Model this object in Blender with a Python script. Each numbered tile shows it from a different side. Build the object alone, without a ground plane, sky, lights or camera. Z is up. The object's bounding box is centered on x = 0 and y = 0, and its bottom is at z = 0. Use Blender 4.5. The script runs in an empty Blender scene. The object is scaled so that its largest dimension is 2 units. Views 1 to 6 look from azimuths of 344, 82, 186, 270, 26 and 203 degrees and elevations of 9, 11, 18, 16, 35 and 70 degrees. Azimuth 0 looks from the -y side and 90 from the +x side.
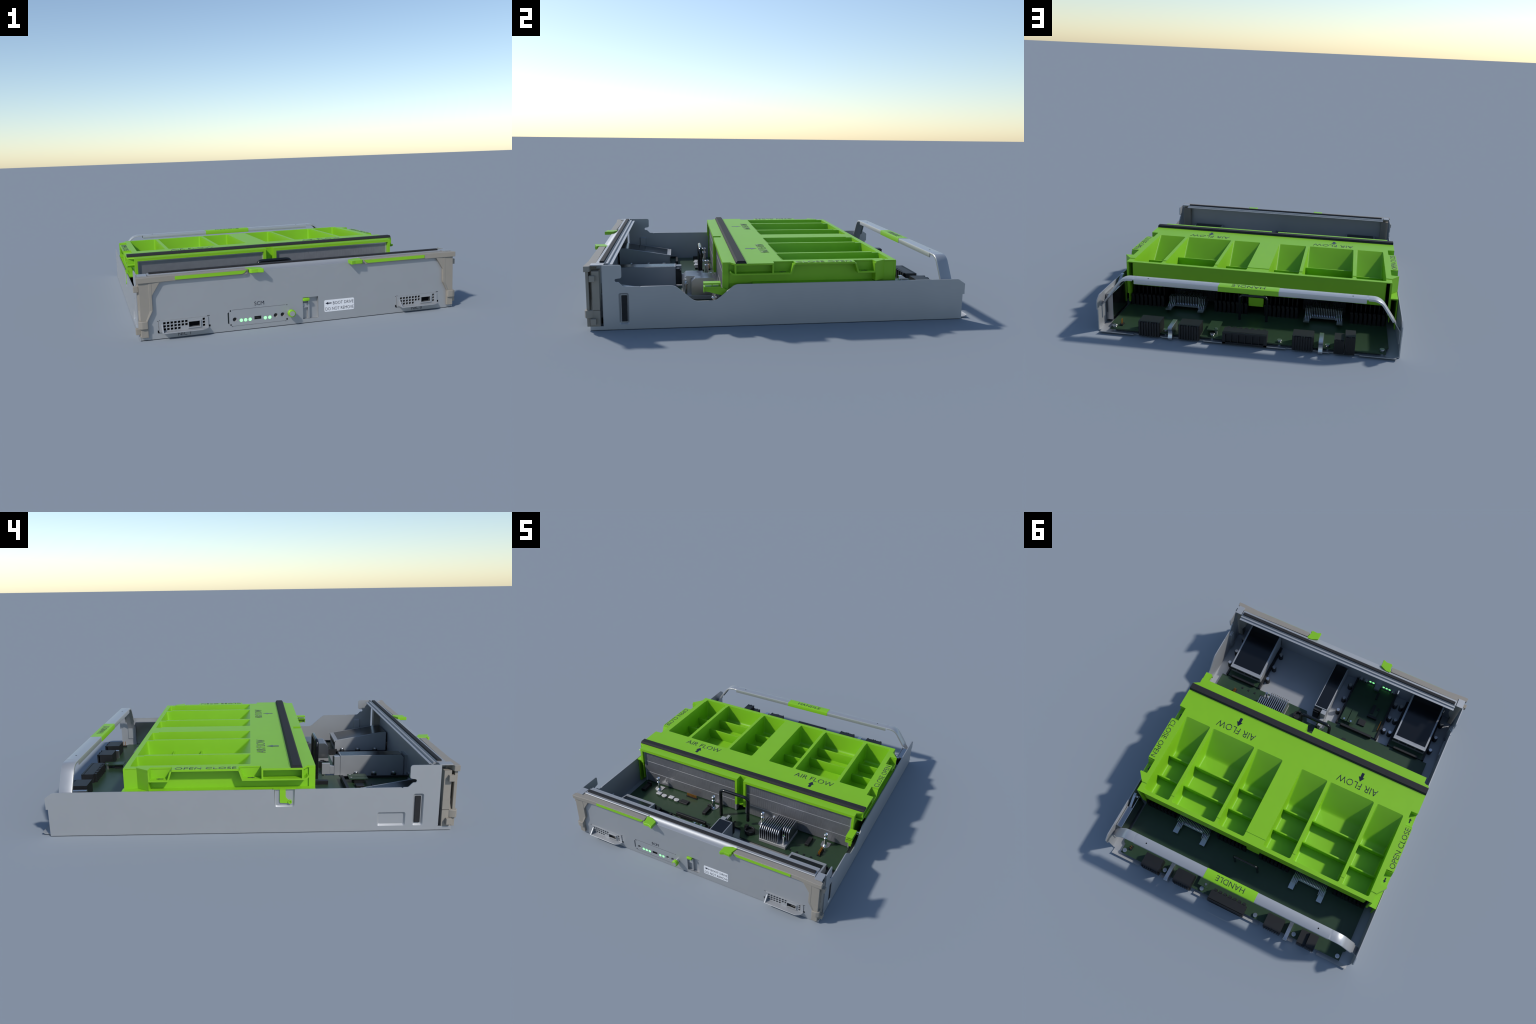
import bpy, bmesh, math
from mathutils import Vector, Matrix

# ---------------------------------------------------------------- materials
def make_material(name, color, rough=0.5, metal=0.0, spec=0.5, noise=0.0, scale=40.0,
                  bump=0.0, bump_scale=300.0, coat=0.0, emit=None, emit_strength=0.0, stretch=None):
    m = bpy.data.materials.new(name)
    m.use_nodes = True
    nt = m.node_tree
    b = nt.nodes["Principled BSDF"]
    b.inputs["Base Color"].default_value = (*color, 1)
    b.inputs["Roughness"].default_value = rough
    b.inputs["Metallic"].default_value = metal
    b.inputs["Specular IOR Level"].default_value = spec
    b.inputs["Coat Weight"].default_value = coat
    tc = nt.nodes.new("ShaderNodeTexCoord")
    mp = nt.nodes.new("ShaderNodeMapping")
    if stretch:
        mp.inputs["Scale"].default_value = stretch
    nt.links.new(tc.outputs["Object"], mp.inputs["Vector"])
    if noise > 0:
        n = nt.nodes.new("ShaderNodeTexNoise")
        n.inputs["Scale"].default_value = scale
        n.inputs["Detail"].default_value = 4
        nt.links.new(mp.outputs["Vector"], n.inputs["Vector"])
        r = nt.nodes.new("ShaderNodeValToRGB")
        r.color_ramp.elements[0].position = 0.3
        r.color_ramp.elements[1].position = 0.7
        r.color_ramp.elements[0].color = (*[c * (1 - noise) for c in color], 1)
        r.color_ramp.elements[1].color = (*[min(1, c * (1 + noise)) for c in color], 1)
        nt.links.new(n.outputs["Fac"], r.inputs["Fac"])
        nt.links.new(r.outputs["Color"], b.inputs["Base Color"])
    if bump > 0:
        n2 = nt.nodes.new("ShaderNodeTexNoise")
        n2.inputs["Scale"].default_value = bump_scale
        nt.links.new(mp.outputs["Vector"], n2.inputs["Vector"])
        bp = nt.nodes.new("ShaderNodeBump")
        bp.inputs["Strength"].default_value = bump
        bp.inputs["Distance"].default_value = 0.001
        nt.links.new(n2.outputs["Fac"], bp.inputs["Height"])
        nt.links.new(bp.outputs["Normal"], b.inputs["Normal"])
    if emit:
        b.inputs["Emission Color"].default_value = (*emit, 1)
        b.inputs["Emission Strength"].default_value = emit_strength
    return m

STEEL = make_material("sheet_steel", (0.385, 0.396, 0.412), 0.52, 0.5, noise=0.015, scale=8)
GREEN = make_material("green_plastic", (0.212, 0.488, 0.013), 0.45, 0.0, 0.4, noise=0.015, scale=12)
GREEN_DARK = make_material("dark_green_strip", (0.085, 0.23, 0.008), 0.6)
TAN = make_material("tan_bezel_plastic", (0.268, 0.244, 0.209), 0.55, 0.0, 0.4, noise=0.02, scale=20)
RUBBER = make_material("black_foam_seal", (0.018, 0.018, 0.02), 0.75, 0.0, 0.3, noise=0.1, scale=90)
BLACK = make_material("black_plastic", (0.007, 0.0075, 0.009), 0.5, 0.0, 0.5)
DARK = make_material("dark_fill", (0.004, 0.004, 0.005), 0.8, 0.0, 0.1)  # near-black colour stands in for the shade inside openings
GLOSS = make_material("dark_glossy_film", (0.006, 0.007, 0.009), 0.22, 0.0, 0.5)
INK = make_material("printed_ink", (0.008, 0.010, 0.026), 0.28, 0.0, 0.5)
HANDLE_BLACK = make_material("glossy_black", (0.006, 0.0065, 0.008), 0.18, 0.0, 0.5)
POLISHED = make_material("polished_steel", (0.42, 0.43, 0.45), 0.2, 1.0)
MEMORY = make_material("memory_black", (0.003, 0.003, 0.0035), 0.55, 0.0, 0.3)
LINE = make_material("outline_strip", (0.06, 0.06, 0.065), 0.6)
PCB = make_material("circuit_board", (0.023, 0.050, 0.024), 0.38, 0.0, 0.45, noise=0.06, scale=60)
CHROME = make_material("chrome", (0.75, 0.75, 0.76), 0.12, 1.0)
ALU = make_material("bright_aluminium", (0.52, 0.53, 0.55), 0.28, 0.95)
HANDLE_METAL = make_material("handle_steel", (0.46, 0.465, 0.475), 0.36, 0.55)
FIN = make_material("radiator_fin", (0.31, 0.31, 0.325), 0.45, 0.55, noise=0.05, scale=30)
COOLER = make_material("cooler_fin", (0.07, 0.07, 0.075), 0.5, 0.4)
FIN_EDGE = make_material("radiator_edge", (0.55, 0.55, 0.57), 0.35, 0.6)
GOLD = make_material("gold_pins", (0.45, 0.20, 0.03), 0.35, 0.6)
LABEL = make_material("white_label", (0.72, 0.73, 0.76), 0.55)
WHITE = make_material("white_component", (0.52, 0.52, 0.53), 0.4, 0.2, noise=0.15, scale=150)
GREYP = make_material("grey_block", (0.36, 0.36, 0.365), 0.45, 0.3)
LED = make_material("green_led", (0.25, 0.9, 0.3), 0.4, emit=(0.22, 1.0, 0.28), emit_strength=1.6)

# ---------------------------------------------------------------- helpers
ROOT = bpy.data.objects.new("server_tray", None)
bpy.context.scene.collection.objects.link(ROOT)
ROOT["label"] = "grey steel server tray with bright green air duct"
ROOT["category"] = "server tray"

def link(o, parent=None):
    bpy.context.scene.collection.objects.link(o)
    o.parent = parent or ROOT
    return o

def to_object(bm, name, mat, parent=None, smooth=30, bevel=0.0, seg=1, stuff=False):
    bmesh.ops.remove_doubles(bm, verts=bm.verts, dist=1e-5)
    bmesh.ops.recalc_face_normals(bm, faces=bm.faces)
    if bevel > 0:
        es = [e for e in bm.edges if len(e.link_faces) == 2 and e.calc_face_angle(0) > math.radians(30)]
        bmesh.ops.bevel(bm, geom=es, offset=bevel, segments=seg, affect='EDGES', profile=0.5, clamp_overlap=True)
    me = bpy.data.meshes.new(name)
    bm.to_mesh(me)
    bm.free()
    mats = mat if isinstance(mat, (list, tuple)) else [mat]
    for m in mats:
        me.materials.append(m)
    if smooth:
        me.polygons.foreach_set("use_smooth", [True] * len(me.polygons))
        me.set_sharp_from_angle(angle=math.radians(smooth))
    o = bpy.data.objects.new(name, me)
    if stuff:
        o["kind"] = "stuff"
    return link(o, parent)

def add_box(bm, x0, x1, y0, y1, z0, z1):
    vs = [bm.verts.new((x, y, z)) for z in (z0, z1) for y in (y0, y1) for x in (x0, x1)]
    for f in ((0, 2, 3, 1), (4, 5, 7, 6), (0, 1, 5, 4), (2, 6, 7, 3), (0, 4, 6, 2), (1, 3, 7, 5)):
        bm.faces.new([vs[i] for i in f])

def box(name, b, mat, parent=None, bevel=0.0015, seg=1):
    bm = bmesh.new()
    add_box(bm, *b)
    return to_object(bm, name, mat, parent, bevel=bevel, seg=seg)

def boxes(name, bl, mat, parent=None, stuff=False, bevel=0.0):
    bm = bmesh.new()
    for b in bl:
        add_box(bm, *b)
    return to_object(bm, name, mat, parent, bevel=bevel, stuff=stuff)

AX = {'x': lambda a, b, c: (c, a, b), 'y': lambda a, b, c: (a, c, b), 'z': lambda a, b, c: (a, b, c)}

def add_plate(bm, outer, holes, axis, c0, c1):
    """Flat plate of any outline with holes, extruded from c0 to c1 along an axis."""
    f = AX[axis]
    t = bmesh.new()
    edges = []
    for loop in [outer] + list(holes):
        vs = [t.verts.new(f(a, b, c0)) for a, b in loop]
        for i in range(len(vs)):
            edges.append(t.edges.new((vs[i], vs[(i + 1) % len(vs)])))
    bmesh.ops.triangle_fill(t, use_beauty=True, use_dissolve=False, edges=edges)
    bmesh.ops.dissolve_limit(t, angle_limit=0.01, verts=t.verts, edges=t.edges)
    r = bmesh.ops.extrude_face_region(t, geom=list(t.faces))
    d = Vector(f(0, 0, c1 - c0))
    for v in r["geom"]:
        if isinstance(v, bmesh.types.BMVert):
            v.co += d
    bmesh.ops.recalc_face_normals(t, faces=t.faces)
    me = bpy.data.meshes.new("tmp")
    t.to_mesh(me)
    t.free()
    bm.from_mesh(me)
    bpy.data.meshes.remove(me)

def plate(name, outer, axis, c0, c1, mat, holes=(), parent=None, bevel=0.0, smooth=30, seg=1):
    bm = bmesh.new()
    add_plate(bm, outer, holes, axis, c0, c1)
    return to_object(bm, name, mat, parent, bevel=bevel, smooth=smooth, seg=seg)

def rrect(a0, a1, b0, b1, r=0.006, n=4):
    pts = []
    for ca, cb, s in ((a1 - r, b1 - r, 0), (a0 + r, b1 - r, 90), (a0 + r, b0 + r, 180), (a1 - r, b0 + r, 270)):
        for i in range(n + 1):
            t = math.radians(s + 90 * i / n)
            pts.append((ca + r * math.cos(t), cb + r * math.sin(t)))
    return pts

def circle(a, b, r, n=20):
    return [(a + r * math.cos(2 * math.pi * i / n), b + r * math.sin(2 * math.pi * i / n)) for i in range(n)]

def fillet(pts, radii, n=5):
    """Round the corners of a polygon; radii per vertex (0 keeps it sharp)."""
    out = []
    N = len(pts)
    for i, p in enumerate(pts):
        r = radii[i] if isinstance(radii, (list, tuple)) else radii
        if r <= 0:
            out.append(p)
            continue
        p = Vector(p)
        a = (Vector(pts[i - 1]) - p)
        b = (Vector(pts[(i + 1) % N]) - p)
        la, lb = a.length, b.length
        a.normalize(); b.normalize()
        ang = a.angle(b)
        d = min(r / math.tan(ang / 2), la * 0.49, lb * 0.49)
        rr = d * math.tan(ang / 2)
        c = p + (a + b).normalized() * (rr / math.sin(ang / 2))
        s = p + a * d
        e = p + b * d
        v0 = s - c
        v1 = e - c
        th = v0.angle_signed(v1)
        for k in range(n + 1):
            t = -th * k / n
            cs, sn = math.cos(t), math.sin(t)
            out.append((c.x + v0.x * cs - v0.y * sn, c.y + v0.x * sn + v0.y * cs))
    return out

def loft(bm, loops, close_start=False, close_end=False):
    rows = [[bm.verts.new(p) for p in l] for l in loops]
    for r0, r1 in zip(rows[:-1], rows[1:]):
        n = len(r0)
        for i in range(n):
            bm.faces.new((r0[i], r0[(i + 1) % n], r1[(i + 1) % n], r1[i]))
    if close_start:
        bm.faces.new(rows[0][::-1])
    if close_end:
        bm.faces.new(rows[-1])

def add_cylinder(bm, p0, p1, r0, r1=None, n=20):
    r1 = r0 if r1 is None else r1
    p0, p1 = Vector(p0), Vector(p1)
    d = (p1 - p0).normalized()
    u = d.orthogonal().normalized()
    w = d.cross(u)
    mk = lambda p, r: [tuple(p + (u * math.cos(2 * math.pi * i / n) + w * math.sin(2 * math.pi * i / n)) * r) for i in range(n)]
    loft(bm, [mk(p0, r0), mk(p1, r1)], True, True)

def cylinder(name, p0, p1, r0, mat, r1=None, parent=None, n=20, bevel=0.0):
    bm = bmesh.new()
    add_cylinder(bm, p0, p1, r0, r1, n)
    return to_object(bm, name, mat, parent, bevel=bevel)

def revolve(name, x, y, prof, mat, parent=None, n=20):
    """Stack of (radius, z) rings about a vertical axis."""
    bm = bmesh.new()
    loft(bm, [[(x + r * math.cos(2 * math.pi * i / n), y + r * math.sin(2 * math.pi * i / n), z) for i in range(n)] for r, z in prof], True, True)
    return to_object(bm, name, mat, parent, smooth=35)

def tube(name, pts, r, mat, parent=None, bend=0.03, n=12):
    path = []
    P = [Vector(p) for p in pts]
    path.append(P[0])
    for i in range(1, len(P) - 1):
        a = (P[i - 1] - P[i]).normalized(); b = (P[i + 1] - P[i]).normalized()
        for k in range(9):
            t = k / 8
            q0 = P[i] + a * bend * (1 - t)
            q1 = P[i] + b * bend * t
            path.append(q0 * (1 - t) + q1 * t)
    path.append(P[-1])
    bm = bmesh.new()
    loops = []
    ref = Vector((0, 1, 0))
    for i, p in enumerate(path):
        d = (path[min(i + 1, len(path) - 1)] - path[max(i - 1, 0)]).normalized()
        u = ref
        w = d.cross(u).normalized()
        loops.append([tuple(p + (u * math.cos(2 * math.pi * k / n) + w * math.sin(2 * math.pi * k / n)) * r) for k in range(n)])
    loft(bm, loops, True, True)
    return to_object(bm, name, mat, parent, smooth=50)

def text(name, body, origin, u, v, width, height, mat=None, parent=None, thick=0.0006):
    """Lettering fitted into width x height; u = reading direction, v = letter up."""
    c = bpy.data.curves.new("tmp_text", 'FONT')
    c.body = body
    c.resolution_u = 3
    c.offset = -0.011
    o = bpy.data.objects.new("tmp_text", c)
    bpy.context.scene.collection.objects.link(o)
    dg = bpy.context.evaluated_depsgraph_get()
    me = bpy.data.meshes.new_from_object(o.evaluated_get(dg))
    bpy.data.objects.remove(o)
    bpy.data.curves.remove(c)
    bm = bmesh.new()
    bm.from_mesh(me)
    bpy.data.meshes.remove(me)
    xs = [q.co.x for q in bm.verts]; ys = [q.co.y for q in bm.verts]
    x0, x1, y0, y1 = min(xs), max(xs), min(ys), max(ys)
    u, v = Vector(u), Vector(v)
    w = u.cross(v)
    o3 = Vector(origin)
    r = bmesh.ops.extrude_face_region(bm, geom=list(bm.faces))
    top = {q for q in r["geom"] if isinstance(q, bmesh.types.BMVert)}
    for q in bm.verts:
        a = (q.co.x - x0) / (x1 - x0) * width
        b = (q.co.y - y0) / (y1 - y0) * height
        q.co = o3 + u * a + v * b + w * (thick if q in top else -thick)
    return to_object(bm, name, mat or INK, parent, smooth=0)

def arrow(name, tail, tip, half, mat, n, parent=None, head=0.45, shaft=0.4, thick=0.0006):
    """Solid arrow from tail to tip lying in the plane with normal n."""
    t, p, n = Vector(tail), Vector(tip), Vector(n)
    d = p - t
    s = d.normalized().cross(n) * half
    k = p - d * head
    pts = [t + s * shaft, k + s * shaft, k + s, p, k - s, k - s * shaft, t - s * shaft]
    bm = bmesh.new()
    loft(bm, [[tuple(q - n * thick) for q in pts], [tuple(q + n * thick) for q in pts]], True, True)
    return to_object(bm, name, mat, parent, smooth=0)

def group(name, parent=None):
    o = bpy.data.objects.new(name, None)
    return link(o, parent)

# ---------------------------------------------------------------- chassis
XW, TW = 0.875, 0.006
floor_poly = [(-0.869, -0.952), (0.869, -0.952), (0.869, 0.948), (0.855, 0.948), (0.855, 0.962), (-0.855, 0.962), (-0.855, 0.948), (-0.869, 0.948)]
plate("chassis_floor", floor_poly, 'z', 0.0, 0.005, STEEL)
lip_prof = [(0.960, 0.0), (0.980, 0.004), (0.988, 0.010), (0.988, 0.014), (0.978, 0.0085), (0.960, 0.005)]
for a, b in ((-0.855, -0.65), (-0.482, -0.417), (-0.236, 0.236), (0.417, 0.482), (0.65, 0.855)):
    plate("rear_lip", lip_prof, 'x', a, b, STEEL)

def slot_dish(bm, side, y0, y1, z0, z1, yi0, yi1, zi0, zi1, open_center, depth=0.009):
    s = side
    X = XW * s
    xi = (XW - depth) * s
    o = [(X, a, b) for a, b in rrect(y0, y1, z0, z1, 0.009)]
    m = [(xi, a, b) for a, b in rrect(y0 + 0.008, y1 - 0.008, z0 + 0.008, z1 - 0.008, 0.006)]
    if open_center:
        i = [(xi, a, b) for a, b in rrect(yi0, yi1, zi0, zi1, 0.003)]
        i2 = [((XW - depth - 0.005) * s, a, b) for a, b in rrect(yi0, yi1, zi0, zi1, 0.003)]
        m2 = [((XW - depth - 0.005) * s, a, b) for a, b in rrect(y0 + 0.004, y1 - 0.004, z0 + 0.004, z1 - 0.004, 0.006)]
        o2 = [((XW - TW) * s, a, b) for a, b in rrect(y0, y1, z0, z1, 0.009)]
        loft(bm, [o, m, i, i2, m2, o2])
    else:
        o2 = [((XW - TW) * s, a, b) for a, b in rrect(y0, y1, z0, z1, 0.009)]
        m2 = [((XW - depth - 0.005) * s, a, b) for a, b in rrect(y0 + 0.008, y1 - 0.008, z0 + 0.008, z1 - 0.008, 0.006)]
        loft(bm, [o, m], False, True)
        loft(bm, [o2, m2], False, True)

def wall(side):
    s = side
    front = [(-0.954, 0.0), (-0.954, 0.018), (-0.890, 0.018), (-0.890, 0.320)]
    fr = [0, 0, 0.004, 0]
    if s > 0:
        tab = [(-0.800, 0.320), (-0.800, 0.256), (-0.832, 0.252), (-0.832, 0.236), (-0.815, 0.236), (-0.795, 0.214),
               (-0.718, 0.213), (-0.713, 0.2095), (-0.708, 0.213), (-0.545, 0.213), (-0.452, 0.132), (-0.346, 0.132), (-0.250, 0.213)]
        tr = [0.012, 0.010, 0.007, 0.007, 0.005, 0.012, 0, 0, 0, 0.05, 0.05, 0.05, 0.05]
    else:
        tab = [(-0.747, 0.320), (-0.747, 0.257), (-0.778, 0.252), (-0.778, 0.236), (-0.762, 0.236), (-0.740, 0.214),
               (-0.719, 0.2135), (-0.714, 0.2095), (-0.708, 0.213),
               (-0.214, 0.213), (-0.210, 0.213), (-0.208, 0.127), (-0.117, 0.127), (-0.115, 0.213)]
        tr = [0.012, 0.010, 0.007, 0.007, 0.005, 0.012, 0, 0, 0, 0, 0, 0.01, 0.01, 0]
    rear = [(0.918, 0.213), (0.956, 0.188), (0.956, 0.132), (0.946, 0.132), (0.946, 0.0)]
    rr = [0.02, 0.008, 0, 0, 0]
    poly = fillet(front + tab + rear, fr + tr + rr, 5)
    sl = (-0.8165, -0.767, 0.024, 0.182)
    holes = [rrect(*sl, 0.009)]
    em = (-0.733, -0.600, 0.024, 0.092)
    if s < 0:
        holes.append(rrect(*em, 0.009))
    bm = bmesh.new()
    add_plate(bm, poly, holes, 'x', XW * s, (XW - TW) * s)
    slot_dish(bm, s, *sl, -0.804, -0.777, 0.038, 0.169, True)
    if s < 0:
        slot_dish(bm, s, *em, 0, 0, 0, 0, False)
        # shallow U-shaped pocket for the duct hook
        o = [(-0.208, 0.215), (-0.208, 0.137), (-0.206, 0.130), (-0.198, 0.127), (-0.127, 0.127), (-0.119, 0.130), (-0.117, 0.137), (-0.117, 0.215)]
        i = [(-0.202, 0.215), (-0.202, 0.139), (-0.200, 0.135), (-0.196, 0.133), (-0.129, 0.133), (-0.125, 0.135), (-0.123, 0.139), (-0.123, 0.215)]
        rows = [[bm.verts.new((x, a, min(b, 0.213))) for a, b in l] for x, l in ((-XW, o), (-XW + 0.006, i))]
        for k in range(len(o) - 1):
            bm.faces.new((rows[0][k], rows[0][k + 1], rows[1][k + 1], rows[1][k]))
        bm.faces.new(rows[1])
    w = to_object(bm, "side_wall", STEEL, smooth=35)
    # dark strip showing through the slot
    box("slot_seal", sorted_box((XW - 0.018) * s, (XW - 0.0030) * s, -0.8035, -0.7775, 0.0385, 0.1685), RUBBER, w, 0.0)
    plate("slot_cover", rrect(-0.812, -0.771, 0.028, 0.178, 0.008), 'x', (XW - 0.0145) * s, (XW - 0.0205) * s, STEEL, parent=w, bevel=0.002)
    return w

def sorted_box(a, b, *r):
    return (min(a, b), max(a, b), *r)

WALLS = {1: wall(1), -1: wall(-1)}
for s in (1, -1):
    boxes("corner_cap", [sorted_box(0.823 * s, 0.868 * s, -0.946, -0.884, 0.316, 0.321), sorted_box(0.863 * s, 0.869 * s, -0.893, -0.884, 0.02, 0.3165)], STEEL)

# ---------------------------------------------------------------- front panel
YF = -0.955
def nic_dims(s):
    return (-0.781, -0.529) if s < 0 else (0.524, 0.777)
holes = []
LEDX = (-0.358, -0.335, -0.311, -0.229, -0.205)
for x in LEDX:
    holes.append(circle(x, 0.050, 0.0088, 16))
for x in (-0.392, -0.172, -0.134):
    holes.append(circle(x, 0.057, 0.0115, 16))
holes.append([(-0.288, 0.047), (-0.251, 0.047), (-0.251, 0.064), (-0.288, 0.064)])
holes.append(rrect(-0.021, 0.066, 0.020, 0.136, 0.002, 2))
holes.append([(-0.429, 0.040), (-0.421, 0.036), (-0.421, 0.099), (-0.429, 0.094)])
for s in (-1, 1):
    a, b = nic_dims(s)
    holes.append(rrect(a, b, 0.031, 0.091, 0.004, 2))
bm = bmesh.new()
add_plate(bm, [(-0.838, 0.0), (0.838, 0.0), (0.838, 0.280), (-0.838, 0.280)], holes, 'y', YF, YF + 0.006)
rails = [(-0.884, 0.321), (-0.881, 0.314), (-0.878, 0.314), (-0.877, 0.319), (-0.867, 0.319), (-0.866, 0.310), (-0.860, 0.310), (-0.859, 0.313), (-0.846, 0.313),
         (-0.846, 0.309), (-0.857, 0.309), (-0.858, 0.305), (-0.869, 0.305), (-0.870, 0.309), (-0.885, 0.309), (-0.887, 0.316)]
# concave cove along the top edge of the panel between the latches
cove = [(YF, 0.280), (YF, 0.3035), (-0.9515, 0.3043), (-0.944, 0.3050), (-0.936, 0.3063), (-0.929, 0.3088), (-0.923, 0.3125), (-0.9185, 0.3165), (-0.9155, 0.321)]
add_plate(bm, cove + rails + [(-0.912, 0.315), (-0.921, 0.306), (-0.935, 0.300), (YF + 0.006, 0.298), (YF + 0.006, 0.280)], [], 'x', -0.314, 0.314)
for a, b in ((-0.818, -0.314), (0.314, 0.818)):
    # behind the latch arms the top flange stops short and folds down
    add_plate(bm, [(-0.925, 0.306), (-0.925, 0.319), (-0.923, 0.321)] + rails + [(-0.920, 0.316), (-0.920, 0.306)], [], 'x', a, b)
    add_plate(bm, [(YF, 0.280), (YF, 0.289), (YF + 0.006, 0.289), (YF + 0.006, 0.280)], [], 'x', a, b)
    add_plate(bm, [(YF + 0.006, 0.284), (-0.920, 0.306), (-0.920, 0.310), (YF + 0.004, 0.2885)], [], 'x', a, b)
PANEL = to_object(bm, "front_panel", STEEL, smooth=25)
plate("panel_seal", [(-0.908, 0.3205), (-0.886, 0.3205), (-0.886, 0.327), (-0.888, 0.329), (-0.906, 0.329), (-0.908, 0.327)], 'x', -0.809, 0.809, RUBBER)
# the bottom pan edge below the panel
boxes("panel_sill", [(0.838, 0.868, -0.954, -0.950, 0.0005, 0.0165), (-0.868, -0.838, -0.954, -0.950, 0.0005, 0.0165)], STEEL)

# status module lights, holes, socket
for x in LEDX:
    cylinder("status_light", (x, YF + 0.0005, 0.050), (x, YF + 0.0066, 0.050), 0.0084, LED, n=16)
for x in (-0.392, -0.172, -0.134):
    bm = bmesh.new()
    ring = lambda y, r: [(x + r * math.cos(2 * math.pi * i / 16), y, 0.057 + r * math.sin(2 * math.pi * i / 16)) for i in range(16)]
    loft(bm, [ring(YF, 0.0113), ring(YF + 0.03, 0.0113), ring(YF + 0.03, 0.0098), ring(YF + 0.004, 0.0098), ring(YF, 0.0113)])
    to_object(bm, "button_sleeve", GREYP)
    cylinder("button", (x, YF + 0.012, 0.057), (x, YF + 0.03, 0.057), 0.0098, BLACK, n=16)
USB = group("usb_socket")
boxes("usb_shell", [(-0.289, -0.250, YF + 0.001, -0.900, 0.064, 0.0665), (-0.289, -0.250, YF + 0.001, -0.900, 0.0455, 0.047),
                    (-0.290, -0.288, YF + 0.001, -0.900, 0.0455, 0.0665), (-0.251, -0.249, YF + 0.001, -0.900, 0.0455, 0.0665), (-0.289, -0.25, -0.902, -0.898, 0.0455, 0.0665)], ALU, USB)
box("usb_tongue", (-0.284, -0.255, YF + 0.004, -0.905, 0.055, 0.059), BLACK, USB, 0.0)
# status module outline: thin dark strips and patches standing in for seams and notches
boxes("module_outline", [(-0.405, -0.118, YF - 0.0006, YF + 0.002, 0.1079, 0.1089), (-0.410, -0.116, YF - 0.0006, YF + 0.002, 0.0228, 0.0236)], LINE)
boxes("module_notch_patch", [(-0.417, -0.411, YF - 0.0008, YF + 0.002, 0.101, 0.108), (-0.416, -0.411, YF - 0.0008, YF + 0.002, 0.0265, 0.035), (-0.408, -0.405, YF - 0.0008, YF + 0.002, 0.0205, 0.0235),
                       (-0.113, -0.107, YF - 0.0008, YF + 0.002, 0.106, 0.1085), (-0.114, -0.108, YF - 0.0008, YF + 0.002, 0.026, 0.036), (-0.119, -0.116, YF - 0.0008, YF + 0.002, 0.0205, 0.0235)], DARK)  # near-black patches on the panel face, no notches cut
text("lettering", "SCM", (-0.286, YF - 0.0008, 0.1215), (1, 0, 0), (0, 0, 1), 0.052, 0.0195)
KNOB = group("captive_thumbscrew")
cylinder("screw_shaft", (-0.094, YF + 0.004, 0.066), (-0.094, -0.974, 0.066), 0.0145, ALU, parent=KNOB)
cylinder("screw_collar", (-0.094, -0.972, 0.066), (-0.094, -0.995, 0.066), 0.0205, GREEN, parent=KNOB, n=10, bevel=0.002)
cylinder("screw_cap", (-0.094, -0.990, 0.066), (-0.094, -0.9975, 0.066), 0.0135, GREYP, parent=KNOB)

# recessed lever pocket of the boot drive
P = group("latch_pocket")
boxes("pocket_shell", [(-0.025, 0.070, YF + 0.020, YF + 0.024, 0.016, 0.140), (-0.025, -0.021, YF + 0.004, YF + 0.022, 0.016, 0.140), (0.066, 0.070, YF + 0.004, YF + 0.022, 0.016, 0.140),
                       (-0.022, 0.067, YF + 0.004, YF + 0.022, 0.136, 0.140), (-0.022, 0.067, YF + 0.004, YF + 0.022, 0.016, 0.020), (0.010, 0.018, YF + 0.006, YF + 0.021, 0.0195, 0.118),
                       (-0.0215, 0.0105, YF + 0.007, YF + 0.021, 0.080, 0.085), (-0.0215, 0.0105, YF + 0.010, YF + 0.021, 0.085, 0.105)], STEEL, P)
box("release_lever", (-0.0205, 0.015, YF - 0.010, YF + 0.0195, 0.118, 0.133), GREEN, P, 0.003, 2)

# white label
L = plate("warning_label", rrect(0.100, 0.272, 0.046, 0.110, 0.007), 'y', YF - 0.001, YF + 0.001, LABEL)
text("lettering", "BOOT DRIVE", (0.149, YF - 0.0012, 0.0835), (1, 0, 0), (0, 0, 1), 0.119, 0.0165, parent=L, thick=0.0004)
text("lettering", "DO NOT REMOVE", (0.106, YF - 0.0012, 0.0535), (1, 0, 0), (0, 0, 1), 0.163, 0.0165, parent=L, thick=0.0004)
arrow("printed_arrow", (0.141, YF - 0.0012, 0.0925), (0.106, YF - 0.0012, 0.0925), 0.0075, INK, (0, -1, 0), L, shaft=0.35, thick=0.0004)

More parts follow.
